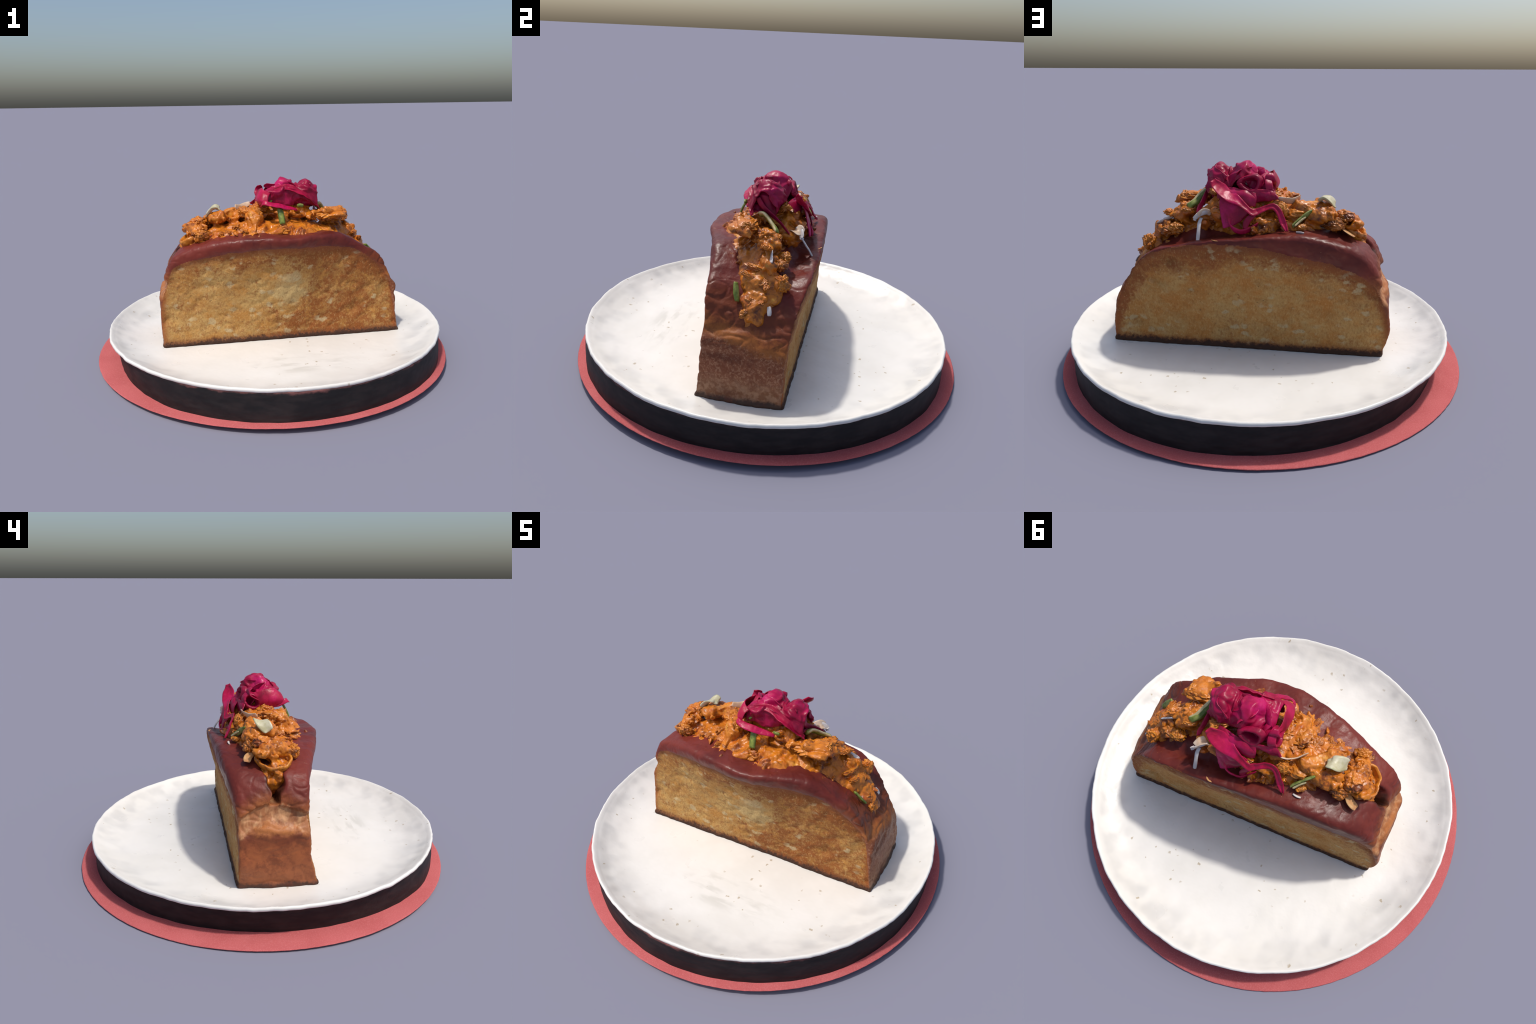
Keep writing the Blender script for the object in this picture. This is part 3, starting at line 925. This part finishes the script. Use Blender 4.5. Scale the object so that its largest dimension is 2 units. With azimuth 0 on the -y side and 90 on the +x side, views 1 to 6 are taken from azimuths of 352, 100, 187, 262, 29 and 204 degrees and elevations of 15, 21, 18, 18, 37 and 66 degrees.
def thick_sheet(G, t):
    """closed sheet of thickness t (array or number) around the grid surface G"""
    nu, nv = G.shape[:2]
    du = np.gradient(G, axis=0)
    dv = np.gradient(G, axis=1)
    Nn = np.cross(du, dv)
    Nn /= np.maximum(np.linalg.norm(Nn, axis=-1, keepdims=True), 1e-9)
    u = np.linspace(0, 1, nu)[:, None]
    v = np.linspace(0, 1, nv)[None, :]
    e = np.minimum(np.minimum(u, 1 - u) * nu, np.minimum(v, 1 - v) * nv)
    tt = t * np.sqrt(np.clip(e / 3., .06, 1))
    A, B = G + Nn * tt[..., None] / 2, G - Nn * tt[..., None] / 2
    V = np.vstack([A.reshape(-1, 3), B.reshape(-1, 3)])
    i, j = np.meshgrid(np.arange(nu - 1), np.arange(nv - 1), indexing='ij')
    a = (i * nv + j).ravel()
    q = np.stack([a, a + nv, a + nv + 1, a + 1], 1)
    F = [q, q[:, ::-1] + nu * nv]
    n = nu * nv
    ring = np.concatenate([np.arange(nv), np.arange(1, nu) * nv + nv - 1, (nu - 1) * nv + np.arange(nv - 2, -1, -1), np.arange(nu - 2, 0, -1) * nv])
    r2 = np.roll(ring, -1)
    F.append(np.stack([ring, r2, r2 + n, ring + n], 1))
    return V, np.vstack(F)


def leaf(C, t=.008, nu=70, nv=70, crinkle=.006, f=14, seed=0, mat=None, frill=.0, name='cabbage_leaf', tear=0):
    G = surf_grid(C, nu, nv)
    P = G.reshape(-1, 3)
    du, dv = np.gradient(G, axis=0), np.gradient(G, axis=1)
    Nn = np.cross(du, dv)
    Nn /= np.maximum(np.linalg.norm(Nn, axis=-1, keepdims=True), 1e-9)
    w_ = P + .02 * np.stack([gnoise(P * 16, 230 + k + seed) for k in range(3)], 1)
    n = .35 * fbm(P, f * .8, 2, 200 + seed) + 1.5 * (np.abs(gnoise(w_ * f * .8, 210 + seed)) ** .75 * 1.7 - .55) + .45 * (np.abs(gnoise(w_ * f * 1.7, 215 + seed)) * 2 - .5)
    u = np.linspace(-1, 1, nu)[:, None]
    v = np.linspace(-1, 1, nv)[None, :]
    e = np.maximum(np.abs(u), np.abs(v)) + 0 * u
    G = G + Nn * (crinkle * n.reshape(nu, nv) + frill * sstep(.6, 1, e) * gnoise(P * 26, 220 + seed).reshape(nu, nv))[..., None]
    V, F = thick_sheet(G, t)
    return part(name, V, F, mat or M_CAB)


def ribbon(pts, ups, width, t=.008, nu=90, nv=14, cup=.0, **k):
    """leaf strip along pts, width across given by the side vectors ups"""
    c = spline(pts, 40)
    s = spline(ups, 40)
    w = np.interp(np.linspace(0, 1, 40), np.linspace(0, 1, len(width)), width)
    s = s / np.linalg.norm(s, axis=1, keepdims=True) * w[:, None]
    tan = np.gradient(c, axis=0)
    nn = np.cross(tan, s)
    nn /= np.maximum(np.linalg.norm(nn, axis=1, keepdims=True), 1e-9)
    C = np.stack([c - s / 2, c - s / 6 + nn * cup, c + s / 6 + nn * cup, c + s / 2], 1)
    return leaf(C[::3], t, nu, nv, **k)


# --- red cabbage ---------------------------------------------------------
xs = [-.028, .022, .082, .150, .210, .260]
rows = [  # y at the columns, z at the columns
    ([-.062, -.066, -.060, -.010, .000, .005], [.852, .850, .845, .835, .830, .830]),
    ([-.070, -.077, -.072, -.025, -.012, -.010], [.882, .882, .880, .864, .852, .842]),
    ([-.072, -.082, -.078, -.056, -.040, -.036], [.905, .910, .912, .892, .866, .840]),
    ([-.064, -.074, -.066, -.070, -.064, -.050], [.922, .930, .942, .925, .890, .840]),
    ([-.040, -.050, -.042, -.048, -.056, -.036], [.926, .945, .940, .928, .930, .885]),
    ([-.012, -.026, -.020, -.018, -.028, -.012], [.912, .938, .966, .938, .965, .928]),
    ([.018, .002, .005, .012, .014, .012], [.895, .942, .982, .944, .972, .925]),
    ([.042, .035, .040, .038, .030, .025], [.872, .920, .975, .918, .968, .905]),
    ([.060, .064, .070, .056, .056, .045], [.848, .900, .955, .912, .950, .880]),
    ([.075, .085, .095, .095, .088, .065], [.820, .860, .915, .880, .880, .840])]
C = [[(x, y[i], z[i]) for i, x in enumerate(xs)] for y, z in rows]
leaf(C, .008, 170, 160, .0135, 13, 1, M_CAB, .004)
# whorls and flanges standing on the head
ribbon([(.222, -.046, .942), (.204, -.010, .954), (.210, .030, .948), (.190, .056, .932), (.155, .076, .916)], [(.3, -.1, 1), (.4, .1, 1), (.5, .2, 1), (.3, .5, 1), (0, .6, 1)],
       [.03, .045, .05, .05, .03], .007, 90, 24, cup=.006, crinkle=.006, frill=.006, seed=40, mat=M_CAB)
ribbon([(.140, -.028, .940), (.095, -.022, .952), (.058, .018, .950), (.068, .060, .944), (.105, .095, .940)], [(.1, -.4, 1), (-.1, -.4, 1), (-.5, 0, 1), (-.4, .3, 1), (0, .5, 1)],
       [.03, .045, .05, .05, .03], .007, 90, 24, cup=.006, crinkle=.006, frill=.006, seed=41, mat=M_CAB)
ribbon([(.010, -.072, .935), (.060, -.066, .945), (.110, -.066, .944), (.155, -.076, .922), (.205, -.074, .890), (.245, -.062, .855), (.275, -.052, .826)],
       [(0, -.6, -.6), (0, -.5, -.7), (0, -.6, -.6), (.1, -.6, -.5), (.2, -.6, -.6), (.2, -.5, -.7), (.2, -.5, -.7)], [.02, .035, .040, .045, .045, .036, .02], .006, 100, 22, cup=.006, crinkle=.004, frill=.003, seed=42, mat=M_CAB2)
ribbon([(.030, -.02, .950), (.005, .01, .945), (-.010, .045, .930), (.0, .075, .915)], [(-.6, -.2, .7), (-.7, 0, .7), (-.7, .2, .7), (-.4, .5, .7)], [.03, .045, .045, .03], .006, 70, 22, cup=.005, crinkle=.004, frill=.004, seed=43, mat=M_CAB)
# cup-shaped leaf at the left, outer face towards the viewer of the end
leaf([[(-.030, -.115, .850), (-.055, -.105, .862), (-.066, -.060, .848), (-.060, -.015, .842), (-.056, .015, .838)],
      [(-.030, -.114, .880), (-.064, -.097, .885), (-.078, -.050, .880), (-.074, -.005, .872), (-.064, .025, .868)],
      [(-.022, -.100, .905), (-.054, -.080, .915), (-.068, -.040, .914), (-.070, .005, .904), (-.062, .040, .895)],
      [(-.008, -.080, .918), (-.042, -.062, .934), (-.052, -.035, .942), (-.058, .010, .930), (-.052, .060, .918)]], .0060, 70, 70, .0016, 12, 2, M_CAB2, .003)
# thin flange along its foot, turned up at the tip
ribbon([(-.062, -.03, .842), (-.058, -.085, .852), (-.050, -.125, .872), (-.01, -.135, .862), (.04, -.130, .852), (.09, -.115, .838), (.135, -.098, .820)],
       [(.3, .3, 1), (.2, .5, 1), (.3, .6, .9), (0, .8, .5), (0, .8, .5), (0, .8, .5), (0, .8, .5)], [.012, .018, .026, .036, .038, .030, .016], .0065, crinkle=.003, frill=.004, seed=3, mat=M_CAB2)
# right wall of the head
leaf([[(.228, -.022, .832), (.245, -.004, .825), (.252, .015, .820), (.242, .040, .815), (.215, .060, .812)],
      [(.230, -.028, .872), (.248, -.008, .868), (.252, .014, .860), (.240, .040, .852), (.212, .060, .848)],
      [(.222, -.035, .920), (.240, -.014, .915), (.244, .014, .905), (.230, .034, .898), (.206, .050, .890)],
      [(.200, -.035, .952), (.220, -.014, .950), (.224, .018, .943), (.212, .036, .935), (.194, .056, .918)]], .007, 60, 60, .006, 13, 4, M_CAB, .004)
# the round hole at the back: a rolled collar
ring = []
for q in range(13):
    a = q / 12 * 2 * math.pi
    o_ = np.array([.040, .108, .900])
    e1, e2, e3 = np.array([1., .1, 0]), np.array([0, -.35, 1.]), np.array([0, 1., .35])
    rr = [.024, .032, .044, .060]
    dd = [-.070, -.015, .008, -.012]
    ring.append([o_ + r * (1 + .10 * math.sin(3 * a + 1)) * (math.cos(a) * e1 + math.sin(a) * e2 * .74) + d * e3 for r, d in zip(rr, dd)])
leaf(np.array(ring).transpose(1, 0, 2), .007, 40, 90, .0025, 14, 5, M_CAB, .0)
# hollow roll opening towards the left end
ring = []
for q in range(13):
    a = q / 12 * 2 * math.pi
    o_ = np.array([-.058, .060, .874])
    e1, e2, e3 = np.array([0, 1., 0]), np.array([.2, 0, 1.]), np.array([-1., 0, .2])
    ring.append([o_ + r * (1 + .12 * math.sin(2 * a + .6)) * (math.cos(a) * e1 + math.sin(a) * e2) + d * e3 for r, d in zip([.022, .030, .037, .050], [-.06, -.012, .006, -.022])])
leaf(np.array(ring).transpose(1, 0, 2), .007, 40, 90, .003, 14, 6, M_CAB, .0)
ribbon([(-.048, .02, .875), (-.052, .07, .905), (-.050, .078, .930), (-.052, .06, .945)], [(1, .2, 0), (1, .2, .1), (1, .3, .2), (1, .3, .2)], [.05, .055, .045, .02], .007, nu=40, crinkle=.002, seed=7, mat=M_CAB)
leaf([[(-.105, .120, .832), (-.06, .115, .822), (-.01, .110, .815), (.04, .12, .80)],
      [(-.085, .105, .848), (-.05, .118, .850), (0, .125, .850), (.05, .128, .835)],
      [(-.065, .095, .868), (-.04, .110, .875), (.005, .122, .876), (.055, .130, .865)]], .007, 44, 44, .003, 15, 8, M_CAB, .004)
# broad flap and long ribbon falling over the back
ribbon([(.205, .160, .922), (.185, .152, .900), (.158, .162, .872), (.128, .170, .850), (.098, .174, .840), (.060, .184, .815), (.030, .192, .790), (.008, .190, .780), (-.021, .172, .793), (-.055, .166, .803), (-.082, .166, .806), (-.103, .175, .785),
        (-.116, .186, .760), (-.128, .198, .733), (-.144, .214, .703)],
       [(-.5, -.6, .3), (-.7, -.6, .0), (-.7, -.65, -.1), (-.5, -.7, .2), (-.1, -.7, .7), (.2, -.7, .8), (.2, -.6, .9), (.2, -.6, .9), (0, -.7, .8), (0, -.7, .8), (-.5, -.4, .8), (-.9, -.2, .3), (-1, -.2, .1), (-1, -.2, .1), (-1, -.1, .1)],
       [.03, .070, .085, .070, .056, .048, .040, .034, .030, .030, .028, .028, .030, .030, .016], .0075, 160, 18, cup=-.004, crinkle=.0025, frill=.002, seed=9, mat=M_CAB2)
# sheet hanging below that ribbon down to the crust
leaf([[(.165, .165, .865), (.12, .170, .845), (.07, .168, .825), (.02, .17, .79)],
      [(.172, .185, .82), (.13, .192, .80), (.085, .190, .785), (.045, .18, .765)],
      [(.165, .198, .765), (.135, .205, .75), (.10, .200, .745), (.07, .19, .74)],
      [(.150, .205, .705), (.145, .212, .708), (.120, .208, .715), (.10, .20, .72)]], .0065, 60, 50, .004, 12, 10, M_CAB, .005)
ribbon([(.125, .195, .77), (.122, .212, .735), (.105, .218, .708), (.075, .216, .694), (.045, .208, .697), (.018, .192, .708), (-.005, .175, .722)],
       [(.6, 0, .8), (.5, .1, .9), (.1, .2, 1), (0, .2, 1), (0, .2, 1), (-.1, .2, 1), (-.2, .2, 1)], [.03, .03, .028, .026, .026, .026, .02], .008, crinkle=.002, seed=11, mat=M_CAB2)
ribbon([(.005, .180, .775), (.03, .196, .755), (.045, .205, .732), (.05, .206, .705)], [(1, 0, .3), (1, .2, .5), (1, .2, .3), (1, .1, 0)], [.025, .03, .03, .02], .008, nu=50, crinkle=.002, seed=12, mat=M_CAB)
# inner folds showing under the ribbon
leaf([[(.19, .10, .875), (.13, .115, .88), (.07, .125, .875), (.01, .13, .86)],
      [(.195, .13, .845), (.135, .145, .85), (.07, .150, .845), (.005, .145, .835)],
      [(.18, .14, .80), (.13, .155, .805), (.07, .155, .80), (.01, .15, .80)]], .007, 50, 60, .004, 12, 13, M_CAB, .004)
# dark strand running down the right side
ribbon([(.252, -.030, .905), (.258, -.010, .872), (.264, .020, .845), (.270, .055, .822), (.278, .085, .798), (.288, .112, .774), (.292, .130, .754)],
       [(.2, .9, .3), (.2, .9, .4), (.3, .7, .6), (.5, .6, .6), (.7, .5, .5), (.8, .4, .4), (.9, .3, .2)], [.024, .026, .028, .026, .024, .022, .014], .007, crinkle=.002, seed=14, mat=M_CAB)


# --- scallion, onion ------------------------------------------------------
def band(name, pts, ups, width, t, mat, nv=10, parent=None, crinkle=.0008, seed=0, cup=0., taper=.6):
    c = spline(pts, 40)
    s = spline(ups, 40)
    tan = np.gradient(c, axis=0)
    tan /= np.linalg.norm(tan, axis=1, keepdims=True)
    s = s - tan * (s * tan).sum(1, keepdims=True)
    s /= np.linalg.norm(s, axis=1, keepdims=True)
    nn = np.cross(tan, s)
    u = np.linspace(-1, 1, nv)
    w = width * (taper + (1 - taper) * np.sqrt(1 - np.linspace(-1, 1, 40) ** 2))
    G = c[:, None] + s[:, None] * (u[None, :, None] * w[:, None, None] / 2) + nn[:, None] * (cup * (1 - u[None, :, None] ** 2))
    G = G + crinkle * np.stack([gnoise(G.reshape(-1, 3) * 40, 300 + seed + k) for k in range(3)], 1).reshape(G.shape)
    V, F = thick_sheet(G, t)
    return part(name, V, F, mat, parent)


# big curved slice on the right: green outside, pale core
g = band('scallion', [(.272, -.020, .828), (.278, .002, .832), (.294, .028, .818), (.316, .055, .794), (.350, .084, .774)], [(.5, -.45, .75)] * 5, .036, .020, M_GREEN, seed=1, cup=-.004)
band('scallion_core', [(.280, -.018, .839), (.287, .006, .841), (.303, .031, .826), (.325, .058, .801), (.355, .080, .782)], [(.4, -.6, .55)] * 5, .020, .014, M_CORE, parent=g, seed=2)
g = band('scallion', [(-.255, .120, .778), (-.235, .135, .768), (-.205, .152, .745), (-.168, .180, .716)], [(.3, .6, .7)] * 4, .026, .014, M_GREEN, seed=3, cup=.005)
band('scallion_core', [(-.225, .150, .757), (-.200, .165, .740), (-.178, .183, .722)], [(.3, .6, .7)] * 3, .010, .009, M_CORE, parent=g, seed=4)
band('scallion', [(.036, -.118, .838), (.038, -.130, .815), (.041, -.145, .785), (.044, -.155, .758)], [(1, 0, 0)] * 4, .034, .012, M_GREEN, seed=5, cup=.004, taper=.85)
band('scallion', [(-.012, -.082, .868), (.0, -.06, .880), (.002, -.035, .874)], [(1, 0, .4)] * 3, .018, .012, M_GREEN, seed=6)
band('scallion', [(.135, -.105, .846), (.15, -.112, .850), (.168, -.108, .846)], [(0, -.3, 1)] * 3, .022, .012, M_GREEN, seed=7)
band('scallion', [(.43, .055, .728), (.42, .065, .722), (.40, .075, .720)], [(.5, .3, .6)] * 3, .016, .012, M_GREEN, seed=9)
band('scallion', [(.60, -.035, .535), (.575, -.045, .565), (.545, -.055, .60)], [(.3, -.6, .5)] * 3, .030, .014, M_GREEN, seed=10)
# white and ivory onion pieces
band('onion_strip', [(.262, .175, .745), (.268, .190, .728), (.269, .205, .706), (.268, .222, .682), (.268, .238, .656), (.267, .254, .632)], [(1, .25, -.2)] * 6, .017, .008, M_WHITE, seed=11, taper=.8)
band('onion_strip', [(.232, .150, .765), (.248, .172, .768), (.268, .184, .763), (.286, .190, .750), (.292, .186, .735)], [(-.3, .3, 1)] * 5, .026, .008, M_WHITE, seed=12)
band('onion_shell', [(.285, .185, .765), (.268, .165, .778), (.245, .145, .775), (.222, .138, .762)], [(-.4, .7, .35)] * 4, .055, .008, M_PEACH, seed=13, cup=.016)
band('onion_strip', [(.430, .075, .722), (.450, .080, .716), (.478, .084, .702), (.506, .088, .688)], [(.2, .4, .8), (.2, .4, .8), (.3, .6, .6), (.5, .8, .4)], .022, .009, M_WHITE, seed=14, taper=.8)
band('onion_shell', [(-.276, .062, .822), (-.303, .056, .832), (-.334, .042, .820), (-.362, .020, .790)], [(.35, .85, .1)] * 4, .068, .014, M_IVORY, seed=15, cup=.007, taper=.55)
band('onion_strip', [(-.095, .120, .836), (-.125, .110, .826), (-.155, .088, .818), (-.178, .066, .823), (-.192, .055, .832)], [(.1, .5, .8)] * 5, .034, .007, M_PEACH, seed=16, taper=.5)
band('onion_strip', [(.600, .105, .528), (.612, .110, .512), (.622, .112, .495)], [(0, 1, .2)] * 3, .020, .007, M_WHITE, seed=18)
band('onion_strip', [(-.185, .195, .695), (-.205, .20, .695), (-.222, .198, .692)], [(0, .6, .6)] * 3, .016, .008, M_WHITE, seed=19)
# flakes of crumb on the crust
band('crust_flake', [(.195, .250, .656), (.180, .262, .658), (.160, .262, .655)], [(.2, .8, .5)] * 3, .030, .006, M_TAN, seed=20)
band('crust_flake', [(-.400, .105, .694), (-.425, .130, .683), (-.455, .140, .668)], [(.6, .7, .3)] * 3, .040, .006, M_TAN, seed=21)

# folded lip of scramble hanging out over the split in the left end
ribbon([(-.415, .078, .690), (-.440, .086, .672), (-.466, .074, .654), (-.484, .046, .642), (-.490, .012, .637), (-.486, -.024, .642), (-.474, -.052, .658), (-.450, -.062, .676), (-.425, -.048, .684)],
       [(-.3, .5, .9), (-.4, .5, .9), (-.6, .3, .8), (-.8, .1, .6), (-.8, 0, .5), (-.7, -.2, .7), (-.4, -.4, .9), (-.3, -.5, .9), (-.3, -.4, .9)],
       [.02, .036, .046, .052, .056, .050, .044, .036, .02], .014, nu=100, nv=22, cup=.006, crinkle=.006, f=18, frill=.005, seed=30, mat=M_FILL2, name='scramble_curl')
